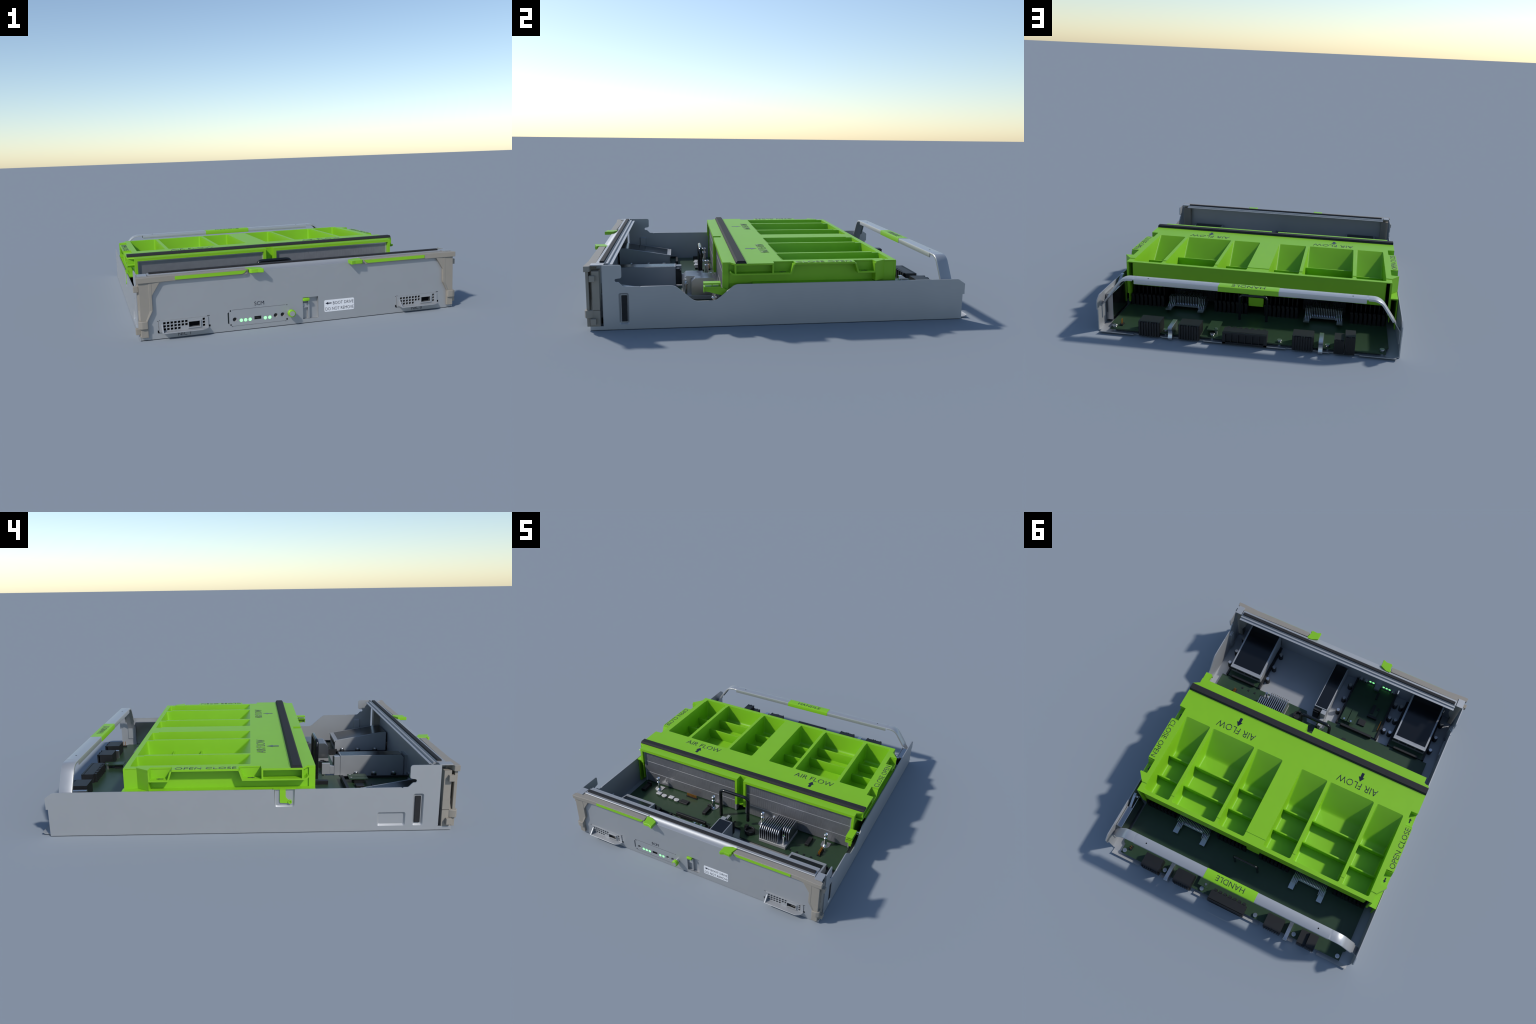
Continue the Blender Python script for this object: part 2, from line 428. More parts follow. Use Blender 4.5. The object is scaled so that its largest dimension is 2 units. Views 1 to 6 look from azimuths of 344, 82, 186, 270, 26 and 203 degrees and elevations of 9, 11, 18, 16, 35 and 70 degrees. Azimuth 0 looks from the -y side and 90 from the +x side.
# network card face plates
for s in (-1, 1):
    a, b = nic_dims(s)
    N = group("network_card")
    hs = []
    px = 0.0183
    for r in range(3):
        for c in range(7):
            if r == 2 and c > 4:
                continue
            hx = a + 0.0225 + px * c
            hz = 0.0715 - 0.0158 * r
            hs.append([(hx, hz), (hx + 0.0128, hz), (hx + 0.0128, hz + 0.0118), (hx, hz + 0.0118)])
    for r in range(3):
        hz = 0.0735 - 0.0158 * r
        hs.append([(b - 0.0305, hz), (b - 0.0185, hz), (b - 0.0185, hz + 0.0118), (b - 0.0305, hz + 0.0118)])
    hs.append([(a + 0.150, 0.047), (a + 0.206, 0.047), (a + 0.206, 0.074), (a + 0.150, 0.074)])
    yf = YF - 0.004
    bm = bmesh.new()
    add_plate(bm, rrect(a + 0.0015, b - 0.0015, 0.032, 0.0905, 0.004), hs, 'y', yf, yf + 0.008)
    # raised port frame
    add_plate(bm, [(a + 0.145, 0.042), (a + 0.211, 0.042), (a + 0.211, 0.078), (a + 0.145, 0.078)], [[(a + 0.150, 0.047), (a + 0.206, 0.047), (a + 0.206, 0.074), (a + 0.150, 0.074)]], 'y', yf - 0.006, yf + 0.0125)
    to_object(bm, "card_face", STEEL, N, smooth=30)
    # pull shelf and cheek
    sh = [(a + 0.017, yf + 0.006), (a + 0.017, YF - 0.040), (b - 0.034, YF - 0.042), (b - 0.006, YF - 0.026), (b + 0.004, yf + 0.006)]
    plate("pull_shelf", fillet(sh, [0, 0.003, 0.03, 0.03, 0]), 'z', 0.0315, 0.0365, STEEL, parent=N, bevel=0.001)
    plate("pull_cheek", [(yf + 0.001, 0.0362), (YF - 0.040, 0.0362), (yf + 0.001, 0.074)], 'x', a + 0.013, a + 0.0205, STEEL, parent=N)
    boxes("notch_patch", [(a - 0.006, a + 0.001, YF - 0.0008, YF + 0.002, 0.032, 0.043), (b + 0.001, b + 0.009, YF - 0.0008, YF + 0.002, 0.036, 0.046), (a - 0.004, a + 0.006, YF - 0.0008, YF + 0.002, 0.0285, 0.033),  # flat dark patches set on the panel in place of notches
                         (a - 0.006, a - 0.001, YF - 0.0008, YF + 0.002, 0.0895, 0.0915), (a + 0.004, a + 0.0065, YF - 0.0008, YF + 0.002, 0.092, 0.0955), (b - 0.006, b + 0.007, YF - 0.0008, YF + 0.002, 0.0925, 0.095)], DARK, N)
    box("dark_backing", (a + 0.004, b - 0.004, yf + 0.0130, yf + 0.019, 0.033, 0.090), DARK, N, 0.0)  # black box added behind the face plate to darken its holes
    text("lettering", "NIC 1" if s < 0 else "NIC 0", (a + 0.095, YF - 0.0008, 0.0065), (1, 0, 0), (0, 0, 1), 0.063, 0.0165, parent=N)

# ---------------------------------------------------------------- tan latch bezels
def bezel(s):
    G = group("latch_bezel")
    m = lambda pts: [(x * s, y) for x, y in pts]
    arm = [(0.316, -0.966), (0.322, -0.933), (0.824, -0.926), (0.824, -0.935), (0.832, -0.946), (0.868, -0.946), (0.878, -0.950), (0.880, -0.976), (0.850, -0.977), (0.775, -0.972), (0.735, -0.969), (0.330, -0.969)]
    plate("latch_arm", m(arm), 'z', 0.2895, 0.3165, TAN, parent=G, bevel=0.0012)
    web = fillet([(0.735, 0.291), (0.868, 0.291), (0.868, 0.016), (0.833, 0.016), (0.833, 0.098), (0.806, 0.155), (0.806, 0.224), (0.766, 0.286)], [0, 0, 0, 0, 0.01, 0.01, 0.008, 0.004])
    # inner web plate, then the stepped column in front of it
    plate("latch_web", m(web), 'y', -0.9556, -0.9695, TAN, parent=G, bevel=0.001)
    hollow = [(0.8075, -0.906), (0.8075, -0.9705), (0.8195, -0.9705), (0.828, -0.963), (0.840, -0.954), (0.855, -0.946), (0.8735, -0.939), (0.8735, -0.906)]
    plate("latch_column", m(hollow), 'z', 0.148, 0.291, TAN, parent=G, smooth=40)
    low = [(0.8350, -0.906), (0.8350, -0.968), (0.850, -0.966), (0.864, -0.958), (0.873, -0.945), (0.873, -0.906)]
    bm = bmesh.new()
    add_plate(bm, m(low), [], 'z', 0.016, 0.100)
    h6 = [(0.8078, -0.906), (0.8078, -0.971), (0.8195, -0.9705), (0.830, -0.962), (0.842, -0.953), (0.8730, -0.9395), (0.8730, -0.906)]
    l6 = [(0.8346, -0.906), (0.8346, -0.971), (0.842, -0.9705), (0.847, -0.966), (0.853, -0.960), (0.8730, -0.9395), (0.8730, -0.906)]
    loft(bm, [[(x, y, 0.149) for x, y in m(h6)], [(x, y, 0.098) for x, y in m(l6)]], True, True)
    to_object(bm, "latch_column_foot", TAN, G, smooth=40)
    bump = [(0.8338, -0.930), (0.8338, -0.977), (0.862, -0.980), (0.880, -0.972), (0.878, -0.945), (0.868, -0.930)]
    plate("latch_bump", m(bump), 'z', 0.061, 0.099, TAN, parent=G, bevel=0.002)
    cap = [(0.806, -0.912), (0.868, -0.912), (0.868, -0.947), (0.806, -0.947)]
    for z0, z1 in ((0.243, 0.272), (0.030, 0.060)):
        box("latch_lug", sorted_box(0.868 * s, 0.8925 * s, -0.951, -0.924, z0, z1), TAN, G, 0.0012)
    st = [(0.325, 0.3115), (0.689, 0.3115), (0.689, 0.2945), (0.350, 0.2945), (0.338, 0.298)]
    plate("green_stripe", m(st), 'y', -0.972, -0.966, GREEN, parent=G)
    tabp = [(0.321, -0.925), (0.288, -0.924), (0.243, -0.946), (0.241, -1.000), (0.250, -0.999), (0.268, -0.990), (0.304, -0.993), (0.314, -0.982), (0.308, -0.972)]
    plate("release_tab", m(tabp), 'z', 0.2975, 0.3175, GREEN, parent=G, bevel=0.0015)
for s in (1, -1):
    bezel(s)

# ---------------------------------------------------------------- boards
ZB0, ZB1 = 0.019, 0.027
outline = [(-0.814, -0.537), (-0.047, -0.534), (-0.047, -0.455), (0.086, -0.455), (0.120, -0.534), (0.814, -0.537), (0.814, 0.885), (0.806, 0.895), (0.797, 0.897), (0.797, 0.960),
           (-0.797, 0.960), (-0.797, 0.897), (-0.806, 0.895), (-0.814, 0.885)]
BOARD = plate("main_circuit_board", outline, 'z', ZB0, ZB1, PCB)
boxes("board_support", [(-0.79 + 0.39 * i, -0.76 + 0.39 * i, -0.45 + 0.33 * j, -0.42 + 0.33 * j, 0.004, 0.0195) for i in range(5) for j in range(5)], STEEL, BOARD, stuff=True)

# tall chrome guide posts on flanged feet
for x in (-0.664, -0.195, 0.197, 0.664):
    g = group("guide_post")
    y = -0.343
    revolve("post_stem", x, y, [(0.0155, 0.030), (0.0155, 0.036), (0.0115, 0.040), (0.0115, 0.088), (0.0145, 0.092), (0.0145, 0.096), (0.0095, 0.101), (0.0095, 0.114), (0.0145, 0.119), (0.0145, 0.125), (0.011, 0.128), (0.006, 0.121)], CHROME, g)
    f = [(x - 0.030, y + 0.035)]
    for k in range(9):
        t = math.radians(180 + 180 * k / 8)
        f.append((x + 0.030 * math.cos(t), y + 0.026 * math.sin(t)))
    f.append((x + 0.030, y + 0.035))
    plate("post_foot", f, 'z', 0.0272, 0.0305, ALU, parent=g)

# front finned heat sink with corner pins
HSF = group("finned_heat_sink")
prof = [(-0.508, 0.050), (-0.508, 0.128), (-0.486, 0.152), (-0.336, 0.152), (-0.314, 0.130), (-0.314, 0.050)]
prof_cut = [(-0.458, 0.050), (-0.458, 0.132), (-0.436, 0.152), (-0.336, 0.152), (-0.314, 0.130), (-0.314, 0.050)]
prof_cut2 = [(-0.508, 0.050), (-0.508, 0.128), (-0.486, 0.152), (-0.386, 0.152), (-0.364, 0.132), (-0.364, 0.050)]
nf = 14
for k in range(nf):
    x = 0.257 + (0.445 - 0.257) * k / (nf - 1)
    p = prof_cut if k >= nf - 4 else (prof_cut2 if k < 4 else prof)
    plate("heat_sink_fin", p, 'x', x - 0.0026, x + 0.0026, ALU, parent=HSF, bevel=0.0005)
box("heat_sink_base", (0.2535, 0.449, -0.510, -0.312, 0.028, 0.0515), GREYP, HSF)
for x, y in ((0.425, -0.488), (0.280, -0.335)):
    revolve("heat_sink_pin", x, y, [(0.007, 0.05), (0.007, 0.108), (0.010, 0.110), (0.010, 0.116), (0.004, 0.117), (0.004, 0.122), (0.009, 0.124), (0.006, 0.129)], CHROME, HSF, 14)

# black carrying handles on the board
tube("board_handle", [(-0.104, -0.393, 0.027), (-0.104, -0.394, 0.2525), (0.109, -0.394, 0.2525), (0.109, -0.394, 0.060)], 0.0115, HANDLE_BLACK, bend=0.034)
tube("board_handle", [(-0.083, 0.682, 0.027), (-0.083, 0.682, 0.186), (0.083, 0.682, 0.186), (0.083, 0.682, 0.027)], 0.0082, HANDLE_BLACK, bend=0.022)
# coin-cell holder
bm = bmesh.new()
cx, cy = 0.160, -0.462
ring = lambda r, z: [(cx + r * math.cos(2 * math.pi * i / 24), cy + r * math.sin(2 * math.pi * i / 24), z) for i in range(24)]
loft(bm, [ring(0.036, 0.027), ring(0.036, 0.052), ring(0.030, 0.055), ring(0.026, 0.053), ring(0.026, 0.040)], True, True)
add_box(bm, cx - 0.045, cx - 0.025, cy + 0.005, cy + 0.030, 0.027, 0.066)
add_box(bm, cx + 0.020, cx + 0.034, cy - 0.012, cy + 0.012, 0.04, 0.058)
add_box(bm, cx - 0.008, cx + 0.008, cy - 0.036, cy - 0.022, 0.04, 0.058)
to_object(bm, "coin_cell_holder", BLACK)

# small black connectors: body with raised ends
def connector(x, y, w, l, h, tall):
    boxes("board_connector", [(x - w / 2, x + w / 2, y - l / 2, y + l / 2, 0.027, 0.027 + h), (x - w / 2, x + w / 2, y + l / 2 - 0.012, y + l / 2, 0.026, 0.027 + tall)], BLACK, bevel=0.001)
connector(-0.752, -0.377, 0.030, 0.085, 0.022, 0.034)
connector(-0.214, -0.405, 0.028, 0.088, 0.022, 0.036)
connector(0.556, -0.368, 0.028, 0.080, 0.020, 0.020)
box("board_chip", (-0.440, -0.378, -0.415, -0.375, 0.027, 0.039), BLACK, bevel=0.001)
def white_part(x, y, round_end):
    p = rrect(x - 0.020, x + 0.020, y - 0.015, y + 0.015, 0.013 if round_end else 0.004, 4)
    plate("bright_cap", p, 'z', 0.038, 0.043, WHITE, bevel=0.001)
    box("cap_stem", (x - 0.012, x + 0.012, y - 0.008, y + 0.008, 0.027, 0.041), GREYP, bevel=0.0)
for i, x in enumerate((-0.625, -0.576, -0.519, -0.470)):
    white_part(x, -0.398 - 0.008 * (i % 2), i % 2)
def pin_header(x, y, nx, ny, pitch, h):
    g = group("pin_header")
    w, l = pitch * nx / 2, pitch * ny / 2
    box("header_base", (x - w - 0.003, x + w + 0.003, y - l - 0.003, y + l + 0.003, 0.026, 0.036), BLACK, g, 0.0)
    boxes("gold_pin", [(x + pitch * (i - (nx - 1) / 2) - 0.0018, x + pitch * (i - (nx - 1) / 2) + 0.0018, y + pitch * (j - (ny - 1) / 2) - 0.0018, y + pitch * (j - (ny - 1) / 2) + 0.0018, 0.036, 0.036 + h) for i in range(nx) for j in range(ny)], GOLD, g, stuff=True)
pin_header(0.665, -0.425, 2, 8, 0.0085, 0.022)
pin_header(-0.395, -0.318, 11, 1, 0.0075, 0.022)
pin_header(0.745, 0.905, 1, 2, 0.012, 0.030)
# row of tiny parts on the board, under the duct too
boxes("board_component", [(-0.05 + 0.02 * i, -0.04 + 0.02 * i, -0.445 + 0.03 * (i % 2), -0.435 + 0.03 * (i % 2), 0.027, 0.031) for i in range(4)] + [(0.47 + 0.05 * i, 0.482 + 0.05 * i, -0.50, -0.488, 0.027, 0.0305) for i in range(4)], BLACK, stuff=True)

# hex-nut standoffs on the floor
for x in (-0.801, -0.489, -0.444, -0.083, 0.487, 0.800):
    for y in (-0.857, -0.739, -0.631):
        g = revolve("floor_standoff", x, y, [(0.0165, 0.005), (0.0165, 0.046), (0.0125, 0.050)], BLACK, n=14)
        revolve("standoff_screw", x, y, [(0.0128, 0.0495), (0.0128, 0.0575), (0.0118, 0.059)], ALU, g, 14)

# ---------------------------------------------------------------- front drive boxes
def drive_box(name, x0, x1, prof_top, zb, rim_side, rim_rear, ybreak):
    """Metal box with sloping top, raised rim and an inset dark film."""
    g = group(name)
    prof = [(prof_top[0][0], zb)] + prof_top + [(prof_top[-1][0], zb)]
    plate("drive_case", prof, 'x', x0, x1, STEEL, parent=g, bevel=0.001)
    yr = prof_top[-1][0] - rim_rear
    film = []
    for (ya, za) in prof_top:
        film.append((min(ya, yr), za))
    (ya, za), (yb, zb2) = prof_top[-2], prof_top[-1]
    t = (yr - ya) / (yb - ya)
    film[-1] = (yr, za + (zb2 - za) * t)
    top = [(y, z + 0.0009) for y, z in film]
    bot = [(y, z - 0.002) for y, z in film][::-1]
    plate("drive_cover_film", top + bot, 'x', x0 + rim_side, x1 - rim_side, GLOSS, parent=g)
    return g
for s in (1, -1):
    a, b = (0.526, 0.767) if s > 0 else (-0.767, -0.526)
    g = drive_box("card_cage", a, b, [(-0.938, 0.155), (-0.895, 0.154), (-0.587, 0.103)], 0.030, 0.012, 0.021, -0.895)
    cxm = (a + b) / 2
    boxes("cage_dark_panel", [(cxm - 0.110 + 0.062 * i, cxm - 0.053 + 0.062 * i, -0.5875, -0.586, 0.062, 0.085) for i in range(4)], BLACK, g)  # thin black plates on the rear face, no vents cut
    box("cage_overhang", (a, b, -0.592, -0.581, 0.092, 0.1035), STEEL, g, 0.001)
    boxes("card_carrier", [(cxm - 0.139, cxm + 0.139, -0.93, -0.592, 0.012, 0.030), (cxm - 0.139, cxm - 0.127, -0.60, -0.540, 0.012, 0.045), (cxm + 0.127, cxm + 0.139, -0.60, -0.540, 0.012, 0.045)], BLACK, g)
    box("card_board", (cxm - 0.127, cxm + 0.127, -0.595, -0.542, 0.030, 0.034), PCB, g, 0.0)
    box("edge_connector", (cxm - 0.092, cxm + 0.092, -0.549, -0.533, 0.027, 0.052), BLACK, g, 0.001)
g = drive_box("boot_drive", -0.026, 0.073, [(-0.928, 0.126), (-0.915, 0.142), (-0.546, 0.142)], 0.006, 0.006, 0.006, -0.9)
boxes("drive_bracket", [(-0.0235, 0.012, -0.546, -0.510, 0.020, 0.136), (-0.022, 0.004, -0.510, -0.484, 0.028, 0.078), (-0.0225, -0.003, -0.484, -0.436, 0.027, 0.094)], STEEL, g, bevel=0.001)
boxes("drive_connector", [(0.028, 0.070, -0.546, -0.512, 0.028, 0.118), (0.016, 0.071, -0.546, -0.522, 0.118, 0.128)], BLACK, g, bevel=0.001)
box("connector_card", (0.004, 0.009, -0.480, -0.440, 0.027, 0.095), PCB, g, 0.0)

# status control module board
S = group("control_module")
box("module_board", (-0.412, -0.116, -0.946, -0.552, 0.022, 0.028), PCB, S, 0.0)
boxes("module_rail", [(-0.426, -0.412, -0.945, -0.545, 0.010, 0.040), (-0.116, -0.103, -0.945, -0.545, 0.010, 0.040)], BLACK, S)
box("edge_connector", (-0.381, -0.142, -0.547, -0.530, 0.027, 0.056), BLACK, S, 0.001)
boxes("mezzanine_board", [(-0.173, -0.124, -0.680, -0.572, 0.052, 0.057), (-0.223, -0.178, -0.680, -0.572, 0.052, 0.057)], PCB, S)
boxes("mezzanine_spacer", [(-0.168, -0.130, -0.66, -0.60, 0.028, 0.052), (-0.218, -0.183, -0.66, -0.60, 0.028, 0.052)], BLACK, S)
for x in (-0.150, -0.202):
    cylinder("board_screw", (x, -0.585, 0.056), (x, -0.585, 0.061), 0.007, CHROME, parent=S, n=12)
box("module_chip", (-0.303, -0.250, -0.645, -0.598, 0.028, 0.040), BLACK, S, 0.001)
box("memory_card", (-0.352, -0.300, -0.775, -0.700, 0.036, 0.041), PCB, S, 0.0)
boxes("card_socket", [(-0.362, -0.292, -0.698, -0.682, 0.028, 0.050), (-0.322, -0.300, -0.790, -0.715, 0.041, 0.046), (-0.352, -0.338, -0.775, -0.755, 0.041, 0.047)], BLACK, S)
box("module_component", (-0.304, -0.290, -0.900, -0.842, 0.028, 0.038), BLACK, S, 0.0)
boxes("gold_pin", [(-0.402, -0.398, -0.682 + 0.0098 * i, -0.678 + 0.0098 * i, 0.028, 0.058) for i in range(8)], GOLD, S, stuff=True)

# ---------------------------------------------------------------- radiators behind the duct mouth
YR = -0.292
for s in (1, -1):
    R = group("radiator")
    a, b = (0.040, 0.808) if s > 0 else (-0.808, -0.040)
    n = 150
    boxes("radiator_fins", [(a + (b - a) * (i + 0.2) / n, a + (b - a) * (i + 0.85) / n, YR, YR + 0.006, 0.034, 0.300) for i in range(n)], FIN, R, stuff=True)
    box("radiator_core", (a, b, YR + 0.0015, -0.04, 0.034, 0.298), FIN, R, 0.0)
    boxes("radiator_rail", [(a, b, YR - 0.0012, YR + 0.004, z, z + 0.0035) for z in (0.112, 0.206)], FIN_EDGE, R)
    boxes("radiator_frame", [(a - 0.003, a + 0.005, YR - 0.002, YR + 0.03, 0.030, 0.300), (b - 0.005, b + 0.003, YR - 0.002, YR + 0.03, 0.030, 0.300), (a, b, YR - 0.0014, YR + 0.03, 0.2875, 0.2960)], FIN_EDGE, R)

# ---------------------------------------------------------------- green air duct
D = group("air_duct")
ZT = 0.3145
def step_down(bm):
    """The deck drops slightly behind y = 0.53."""
    for y in (0.5275, 0.5305):
        bmesh.ops.bisect_plane(bm, geom=bm.verts[:] + bm.edges[:] + bm.faces[:], plane_co=(0, y, 0), plane_no=(0, 1, 0), dist=1e-6)
    for v in bm.verts:
        if v.co.y > 0.530 and v.co.z > ZT - 0.001:
            v.co.z -= 0.0035
comps = [(0.607, 0.788, 0.217, 0.153, 0.196), (0.276, 0.585, 0.252, 0.179, 0.143), (0.068, 0.256, 0.217, 0.153, 0.196)]  # x0, x1, rib top, floor, slope foot
rims = []
for s in (1, -1):
    for a, b, h, zf, yf0 in comps:
        x0, x1 = (a, b) if s > 0 else (-b, -a)
        rims.append((x0, x1, h, zf, yf0))
half = [(0.822, 0.592), (0.822, 0.530), (0.870, 0.470), (0.822, 0.464), (0.822, 0.362), (0.870, 0.360), (0.870, 0.051), (0.822, 0.049), (0.822, -0.054), (0.868, -0.056), (0.868, -0.250),
        (0.829, -0.272), (0.829, -0.310)]
outer = half + [(0.026, -0.310), (0.026, -0.262), (-0.022, -0.262), (-0.022, -0.310)] + [(-x, y) for x, y in reversed(half)]
bm = bmesh.new()
add_plate(bm, outer, [rrect(x0, x1, -0.006, 0.566, 0.011, 4) for x0, x1, h, zf, yf0 in rims], 'z', ZT - 0.009, ZT)
step_down(bm)
to_object(bm, "duct_deck", GREEN, D, bevel=0.0, smooth=30)
for x0, x1, h, ZF, Y0 in rims:
    g = group("duct_compartment", D)
    bm = bmesh.new()
    rim = [(x, y, ZT) for x, y in rrect(x0, x1, -0.006, 0.566, 0.011, 4)]
    def floor_loop(d, z, y0, y1, r):
        return [(x, y, z) for x, y in rrect(x0 + d, x1 - d, y0, y1, r, 4)]
    k = (Y0 + 0.006) / (ZT - ZF)          # run of the sloping front wall per unit of height
    loops = [rim, floor_loop(0.002, ZF + 0.018, Y0 - 0.018 * k, 0.558, 0.011), floor_loop(0.005, ZF + 0.006, Y0 - 0.004 * k, 0.554, 0.010), floor_loop(0.010, ZF + 0.001, Y0 + 0.004, 0.547, 0.009), floor_loop(0.016, ZF, Y0 + 0.012, 0.540, 0.008)]
    loft(bm, loops, False, True)
    # outer skin
    rim2 = [(x, y, ZT - 0.010) for x, y in rrect(x0 - 0.005, x1 + 0.005, -0.011, 0.571, 0.012, 4)]
    loops = [rim2, floor_loop(0.000, ZF - 0.005, Y0 - 0.008, 0.561, 0.010)]
    loft(bm, loops, False, True)
    step_down(bm)
    o = to_object(bm, "compartment_tub", GREEN, g, smooth=40)
    for yr in (0.259, 0.412):
        box("compartment_rib", (x0 + 0.001, x1 - 0.001, yr, yr + 0.010, ZF - 0.002, h), GREEN, g, 0.0015, 2)
# side walls, rear wall
boxes("duct_side_wall", [sorted_box(0.814 * s, 0.822 * s, -0.305, 0.592, 0.205, ZT - 0.008) for s in (1, -1)], GREEN, D)
plate("duct_rear_wall", fillet([(-0.790, 0.585), (0.790, 0.585), (0.790, 0.566), (-0.790, 0.566)], [0.018, 0.018, 0, 0], 6), 'z', 0.160, ZT - 0.008, GREEN, parent=D, smooth=40)
boxes("duct_corner_post", [sorted_box(0.811 * s, 0.823 * s, 0.583, 0.593, 0.10, ZT - 0.008) for s in (1, -1)], GREEN, D)
box("duct_center_tongue", (-0.047, 0.047, 0.555, 0.583, 0.078, 0.165), GREEN, D, 0.003)
# thin dark green strip standing in for the groove behind the seal
boxes("deck_groove_strip", [(-0.845, 0.845, -0.1885, -0.1865, ZT - 0.002, ZT + 0.0004)], GREEN_DARK, D)
# foam seal on the deck
plate("duct_seal", [(-0.247, ZT - 0.001), (-0.193, ZT - 0.001), (-0.194, ZT + 0.005), (-0.201, ZT + 0.0145), (-0.238, ZT + 0.0145), (-0.246, ZT + 0.005)], 'x', -0.867, 0.867, RUBBER, parent=D)
# front frame posts and lintel
boxes("duct_front_frame", [(-0.813, -0.0385, -0.3105, -0.300, 0.2965, ZT - 0.0095), (0.0435, 0.813, -0.3105, -0.300, 0.2965, ZT - 0.0095),
                           (0.812, 0.8285, -0.3102, -0.280, 0.060, ZT - 0.0092), (-0.8285, -0.812, -0.3102, -0.280, 0.195, ZT - 0.0092),
                           (-0.039, -0.0225, -0.3102, -0.262, 0.095, ZT - 0.0092), (0.0265, 0.044, -0.3102, -0.262, 0.095, ZT - 0.0092), (-0.030, 0.034, -0.2615, -0.257, 0.096, ZT - 0.0092), (-0.030, 0.034, -0.300, -0.262, 0.094, 0.103)], GREEN, D)
box("duct_cheek", (-0.8275, -0.8225, -0.300, 0.58, 0.050, 0.2045), GREEN, D, 0.0)
box("duct_cheek", (0.808, 0.816, -0.285, 0.585, 0.040, 0.206), GREEN, D, 0.0)
# folded ledge along each side: label shelf, finger pockets, box section
def offset_ribbon(path, t):
    up, lo = [], []
    for i, p in enumerate(path):
        p = Vector(p)
        d0 = (p - Vector(path[i - 1])).normalized() if i > 0 else None
        d1 = (Vector(path[i + 1]) - p).normalized() if i < len(path) - 1 else None
        d0 = d0 or d1; d1 = d1 or d0
        n = (Vector((-d0.y, d0.x)) + Vector((-d1.y, d1.x))).normalized()
        k = t / max(0.4, n.dot(Vector((-d0.y, d0.x))))
        up.append(tuple(p)); lo.append(tuple(p + n * k))
    return up + lo[::-1]
for s in (1, -1):
    for path in ([(0.4705, ZT - 0.0095), (0.4705, 0.256), (0.377, 0.256), (0.3605, ZT - 0.0095)], [(0.0505, ZT - 0.0095), (0.034, 0.256), (-0.255, 0.256), (-0.268, 0.260), (-0.277, 0.270)]):
        plate("duct_ledge", offset_ribbon(path[::-1], 0.0075), 'x', 0.8215 * s, 0.8692 * s, GREEN, parent=D, smooth=35)
    boxes("ledge_divider", [sorted_box(0.8215 * s, 0.868 * s, -0.064, -0.056, 0.262, ZT - 0.009), sorted_box(0.8215 * s, 0.868 * s, -0.252, -0.244, 0.262, ZT - 0.009)], GREEN, D)
    wedge = [(0.8215 * s, 0.530), (0.8695 * s, 0.470), (0.8215 * s, 0.466)]
    plate("ledge_wedge", wedge, 'z', 0.214, ZT - 0.0005, GREEN, parent=D)
    ya, yb = (-0.160, 0.463) if s > 0 else (-0.308, 0.598)
    boxes("duct_flange", [sorted_box(0.818 * s, 0.866 * s, ya, yb, 0.205, 0.213)], GREEN, D)
box("duct_skirt", (-0.866, -0.860, -0.300, 0.596, 0.012, 0.206), GREEN, D, 0.0)
# hook reaching over the left wall
bm = bmesh.new()
add_plate(bm, fillet([(-0.140, 0.216), (-0.140, 0.147), (-0.192, 0.144), (-0.192, 0.157), (-0.180, 0.161), (-0.168, 0.175), (-0.168, 0.216)], [0, 0.006, 0, 0, 0.01, 0.012, 0]), [], 'x', -0.8745, -0.8685)
add_box(bm, -0.8760, -0.860, -0.216, -0.110, 0.2135, 0.217)
hk = to_object(bm, "duct_hook", GREEN, D)
bm = bmesh.new()
rg = lambda r, x: [(x, -0.188 + r * math.cos(2 * math.pi * i / 16), 0.152 + r * math.sin(2 * math.pi * i / 16)) for i in range(16)]
loft(bm, [rg(0.0095, -0.869), rg(0.0095, -0.878), rg(0.0045, -0.878), rg(0.0045, -0.869)])
to_object(bm, "hook_eye", GREEN, hk)
# green release lever at the right front of the duct
LV = group("duct_lever")
lev = fillet([(-0.405, 0.198), (-0.405, 0.173), (-0.378, 0.168), (-0.300, 0.146), (-0.272, 0.160), (-0.275, 0.178), (-0.318, 0.186), (-0.322, 0.198)], [0, 0.006, 0.004, 0.006, 0.008, 0.008, 0.01, 0])
plate("lever_web", lev, 'x', 0.832, 0.844, GREEN, parent=LV, bevel=0.001)
boxes("lever_pad", [(0.815, 0.860, -0.406, -0.321, 0.210, 0.218), (0.815, 0.860, -0.406, -0.321, 0.194, 0.199), (0.818, 0.852, -0.3645, -0.3605, 0.197, 0.212), (0.815, 0.858, -0.406, -0.402, 0.170, 0.197), (0.820, 0.838, -0.33, -0.321, 0.195, 0.212)], GREEN, LV)
cylinder("lever_pin", (0.830, -0.283, 0.170), (0.866, -0.283, 0.170), 0.013, CHROME, parent=LV)
# lettering
for s in (1, -1):
    x = 0.302 if s > 0 else -0.582
    text("lettering", "AIR FLOW", (x, -0.084, ZT + 0.0004), (1, 0, 0), (0, 1, 0), 0.281, 0.046, parent=D)
    arrow("printed_arrow", (0.446 * s, -0.156, ZT + 0.0004), (0.446 * s, -0.092, ZT + 0.0004), 0.020, INK, (0, 0, 1), D, head=0.5, shaft=0.45)
text("lettering", "OPEN CLOSE", (-0.865, 0.346, ZT + 0.0004), (0, -1, 0), (1, 0, 0), 0.286, 0.034, parent=D)
text("lettering", "CLOSE OPEN", (0.864, 0.060, ZT + 0.0004), (0, 1, 0), (-1, 0, 0), 0.286, 0.034, parent=D)
for s in (1, -1):
    for ya, yb in ((0.402, 0.436), (0.008, -0.026)):
        arrow("printed_arrow", (0.843 * s, ya, 0.2640), (0.843 * s, yb, 0.2640), 0.009, INK, (0, 0, 1), D)

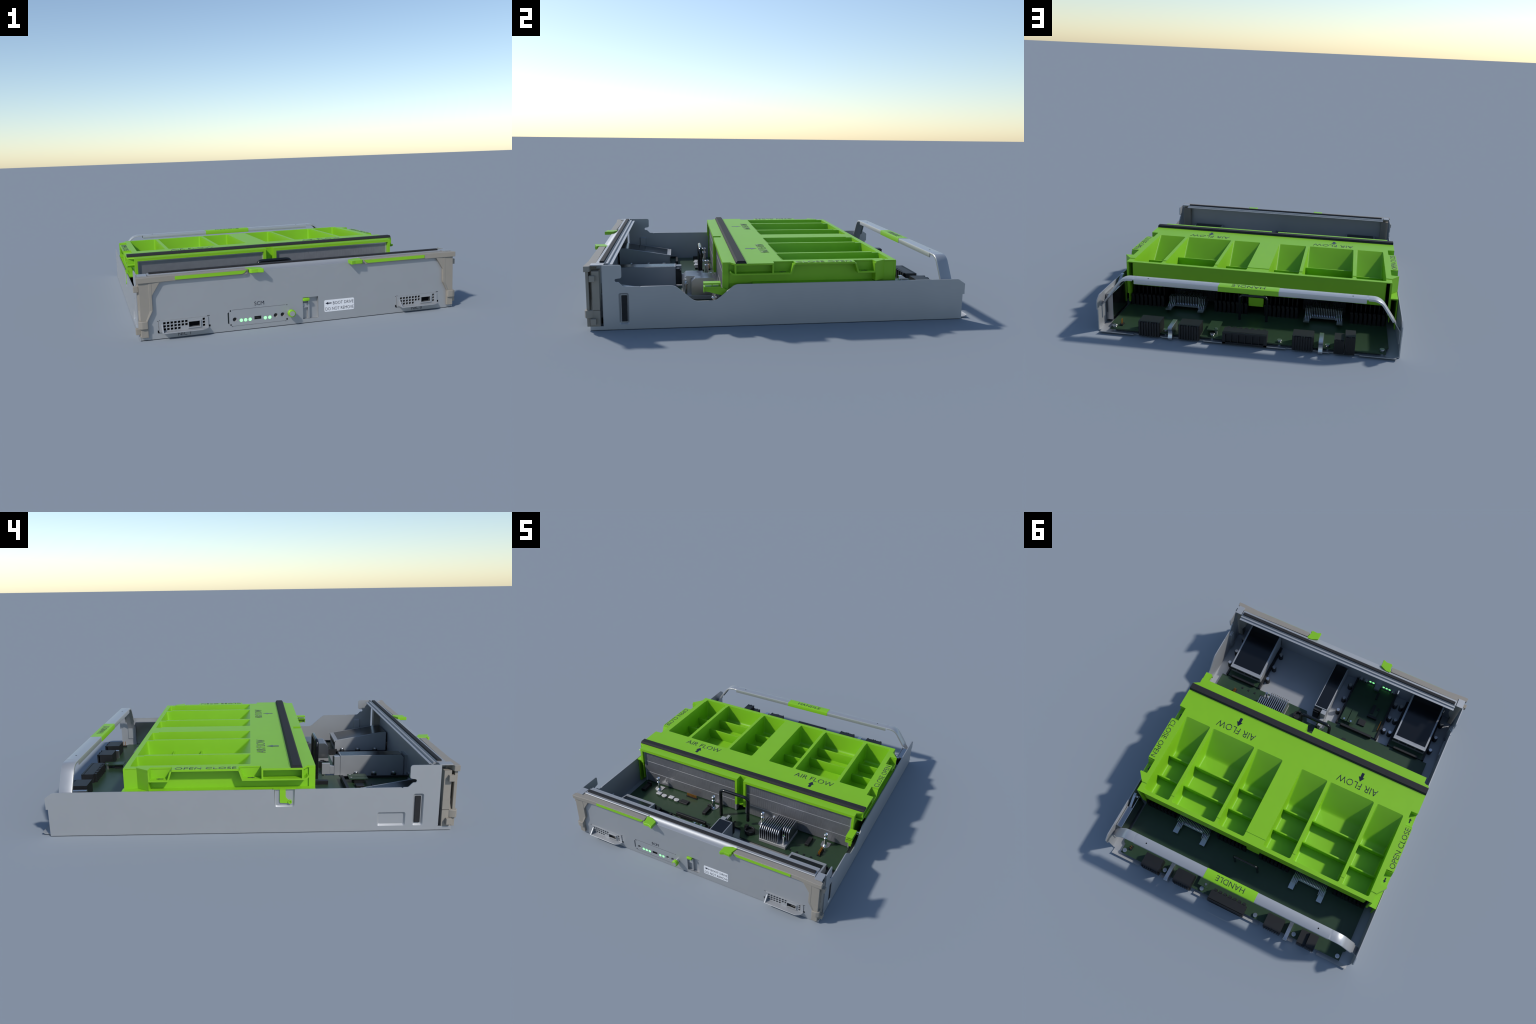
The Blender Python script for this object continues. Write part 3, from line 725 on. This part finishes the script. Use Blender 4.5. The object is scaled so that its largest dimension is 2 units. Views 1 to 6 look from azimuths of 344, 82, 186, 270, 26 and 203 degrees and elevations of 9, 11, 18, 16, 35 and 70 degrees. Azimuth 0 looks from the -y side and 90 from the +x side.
# ---------------------------------------------------------------- rear: memory, heat sinks, connectors
for a in (0.584, 0.050, -0.266, -0.800):
    g = group("memory_bank")
    for i in range(8):
        x = a + 0.0275 * i
        boxes("memory_socket", [(x, x + 0.017, 0.575, 0.597, 0.027, 0.088), (x + 0.003, x + 0.020, 0.577, 0.596, 0.088, 0.100), (x + 0.002, x + 0.018, 0.30, 0.580, 0.027, 0.052), (x + 0.0075, x + 0.0125, 0.32, 0.562, 0.050, 0.145)], MEMORY, g)
for s in (1, -1):
    g = group("processor_cooler")
    a, b = (0.285, 0.560) if s > 0 else (-0.560, -0.285)
    boxes("cooler_fins", [(a + (b - a) * (i + 0.15) / 46, a + (b - a) * (i + 0.7) / 46, 0.10, 0.445, 0.040, 0.148) for i in range(46)], COOLER, g, stuff=True)
    box("cooler_base", (a, b, 0.11, 0.440, 0.027, 0.045), COOLER, g)
    g = group("finned_heat_sink")
    a, b = (0.316, 0.541) if s > 0 else (-0.539, -0.314)
    nf = 22
    for k in range(nf):
        x = a + 0.003 + (b - a - 0.006) * k / (nf - 1)
        side = k < 4 or k > nf - 5
        pr = [(0.560, 0.060), (0.650, 0.060), (0.640, 0.074), (0.622, 0.082), (0.622, 0.115), (0.575, 0.115)] if side else [(0.520, 0.060), (0.612, 0.060), (0.605, 0.068), (0.605, 0.115), (0.520, 0.115)]
        plate("heat_sink_fin", pr, 'x', x - 0.0020, x + 0.0020, ALU, parent=g)
    boxes("heat_sink_base", [(a, b, 0.515, 0.618, 0.050, 0.0605), (a - 0.006, a + 0.030, 0.60, 0.690, 0.0505, 0.060), (b - 0.030, b + 0.006, 0.60, 0.690, 0.0505, 0.060)], ALU, g)
def edge_block(a, b, y0, y1, h, n, parent):
    bl = [(a, b, y0, y1 - 0.010, 0.027, h)]
    w = (b - a) / n
    for i in range(n):
        t = h if i % 4 in (0, 3) else h - 0.004
        bl.append((a + w * (i + 0.15), a + w * (i + 0.72), y1 - 0.0105, y1, 0.008, t))
    bl.append((a, b, y1 - 0.0155, y1 - 0.006, 0.008, h - 0.006))
    boxes("edge_connector_block", bl, BLACK, parent)
EC = group("rear_connectors")
for a, b, y0, h in ((0.494, 0.619, 0.890, 0.096), (0.262, 0.384, 0.890, 0.096), (-0.389, -0.270, 0.890, 0.093), (-0.562, -0.505, 0.890, 0.093), (-0.622, -0.564, 0.890, 0.117)):
    edge_block(a, b, y0, 0.987, h, 8, EC)
bl = [(-0.126, 0.126, 0.918, 0.978, 0.020, 0.080), (-0.127, 0.127, 0.975, 0.990, 0.070, 0.080), (-0.127, -0.110, 0.975, 0.990, 0.010, 0.071), (0.110, 0.127, 0.975, 0.990, 0.010, 0.071), (-0.127, 0.127, 0.975, 0.990, 0.008, 0.020)]
bl += [(-0.112 + 0.0345 * i, -0.094 + 0.0345 * i, 0.903, 0.920, 0.027, 0.080) for i in range(7)]
bl += [(-0.085 + 0.040 * i, -0.080 + 0.040 * i, 0.976, 0.987, 0.018, 0.072) for i in range(5)]
boxes("power_connector", bl, BLACK, EC)
for s in (1, -1):
    a, b = (0.417, 0.442) if s > 0 else (-0.444, -0.419)
    g = group("guide_blade")
    plate("blade_body", [(0.880, 0.027), (0.880, 0.081), (0.984, 0.081), (1.000, 0.078), (1.000, 0.066), (0.990, 0.058), (0.992, 0.030), (0.999, 0.018), (0.999, 0.006), (0.965, 0.006), (0.965, 0.027)], 'x', a, b, ALU, parent=g, bevel=0.001)
box("raised_board", (0.163, 0.231, 0.800, 0.925, 0.052, 0.057), PCB, bevel=0.0)
box("raised_board_spacer", (0.175, 0.220, 0.815, 0.86, 0.026, 0.053), BLACK, bevel=0.0)
for x, y in ((0.775, 0.938), (0.470, 0.938), (0.195, 0.938), (-0.195, 0.938), (-0.470, 0.938), (-0.775, 0.938)):
    revolve("board_screw", x, y, [(0.010, 0.004), (0.010, 0.028), (0.0075, 0.030), (0.0075, 0.034), (0.0145, 0.036), (0.0145, 0.0405), (0.0135, 0.0415)], ALU, n=16)
cylinder("board_screw", (0.180, 0.905, 0.026), (0.180, 0.905, 0.061), 0.008, ALU, n=14)

# bracket and lever inside the right wall
B = group("wall_bracket")
boxes("bracket_plate", [(0.824, 0.829, 0.600, 0.833, 0.020, 0.190), (0.824, 0.867, 0.828, 0.834, 0.020, 0.183), (0.829, 0.866, 0.690, 0.833, 0.179, 0.184)], POLISHED, B, bevel=0.001)
bm = bmesh.new()
add_plate(bm, [(0.600, 0.233), (0.618, 0.233), (0.690, 0.186), (0.690, 0.172), (0.600, 0.222)], [], 'x', 0.838, 0.854)
to_object(bm, "bracket_lever", ALU, B)
cylinder("bracket_pin", (0.826, 0.612, 0.205), (0.842, 0.612, 0.205), 0.007, ALU, parent=B, n=12)

# ---------------------------------------------------------------- rear carrying handle
H = group("carry_handle")
def strap_path():
    zt = 0.3175
    c = [(0.0, zt), (0.705, zt), (0.748, 0.305), (0.835, 0.186), (0.868, 0.140)]
    return c
core = [(-0.869, 0.140), (-0.838, 0.186), (-0.746, 0.3173), (0.746, 0.3173), (0.838, 0.186), (0.869, 0.140)]
def smooth_path(pts, r, n=8):
    out = [Vector(pts[0])]
    for i in range(1, len(pts) - 1):
        p = Vector(pts[i]); a = Vector(pts[i - 1]) - p; b = Vector(pts[i + 1]) - p
        ra = min(r, a.length * 0.45, b.length * 0.45)
        a.normalize(); b.normalize()
        for k in range(n + 1):
            t = k / n
            out.append((p + a * ra * (1 - t)) * (1 - t) + (p + b * ra * t) * t)
    out.append(Vector(pts[-1]))
    return out
def strap(bm, pts, width, thick, yc=0.8715, skirt=0.0):
    """Sweep a flat strip (optionally with folded-down edges) along an xz path."""
    rows = []
    for i, p in enumerate(pts):
        d = (pts[min(i + 1, len(pts) - 1)] - pts[max(i - 1, 0)]).normalized()
        nrm = Vector((-d.y, d.x))
        w = width(p.x) if callable(width) else width
        h = w / 2
        e = 0.004
        if skirt:
            sec = [(-h, -skirt), (-h, -e), (-h + e * 0.3, -e * 0.3), (-h + e, 0), (h - e, 0), (h - e * 0.3, -e * 0.3), (h, -e), (h, -skirt), (h - thick, -skirt), (h - thick, -thick), (-h + thick, -thick), (-h + thick, -skirt)]
        else:
            sec = [(-h, -thick), (-h, -e * 0.6), (-h + e * 0.6, 0), (h - e * 0.6, 0), (h, -e * 0.6), (h, -thick)]
        rows.append([(p.x + nrm.x * k, yc + a, p.y + nrm.y * k) for a, k in sec])
    loft(bm, rows, True, True)
path = smooth_path(core, 0.045)
bm = bmesh.new()
strap(bm, path, lambda x: 0.063 if abs(x) < 0.831 else 0.050, 0.0055)
for sgn in (1, -1):
    # folded edges of the legs, beyond the notch in the grip channel
    leg = [p for p in path if 0.678 < p.x * sgn < 0.832]
    leg = [Vector((0.678 * sgn, 0.3173))] * (sgn > 0) + leg + [Vector((0.678 * sgn, 0.3173))] * (sgn < 0)
    strap(bm, [Vector((p.x, p.y + 0.0005)) for p in leg], 0.0634, 0.005, skirt=0.0115)
to_object(bm, "handle_strap", HANDLE_METAL, H, smooth=40)
bm = bmesh.new()
strap(bm, [Vector((-0.667, 0.3178)), Vector((0.667, 0.3178))], 0.0640, 0.0045, skirt=0.0275)
to_object(bm, "handle_channel", HANDLE_METAL, H, smooth=40)
bm = bmesh.new()
strap(bm, [Vector((-0.174, 0.3188)), Vector((0.174, 0.3188))], 0.0665, 0.003, skirt=0.030)
GR = to_object(bm, "handle_grip", GREEN, H, smooth=40)
text("lettering", "HANDLE", (-0.093, 0.853, 0.3192), (1, 0, 0), (0, 1, 0), 0.193, 0.034, parent=GR)
for s in (1, -1):
    cylinder("handle_dark_disc", (0.590 * s, 0.872, 0.314), (0.590 * s, 0.872, 0.3183), 0.0045, DARK, parent=H, n=12)  # dark disc laid on the channel, no hole drilled
    boxes("handle_foot", [sorted_box(0.864 * s, 0.8695 * s, 0.850, 0.896, 0.060, 0.142)], STEEL, H)
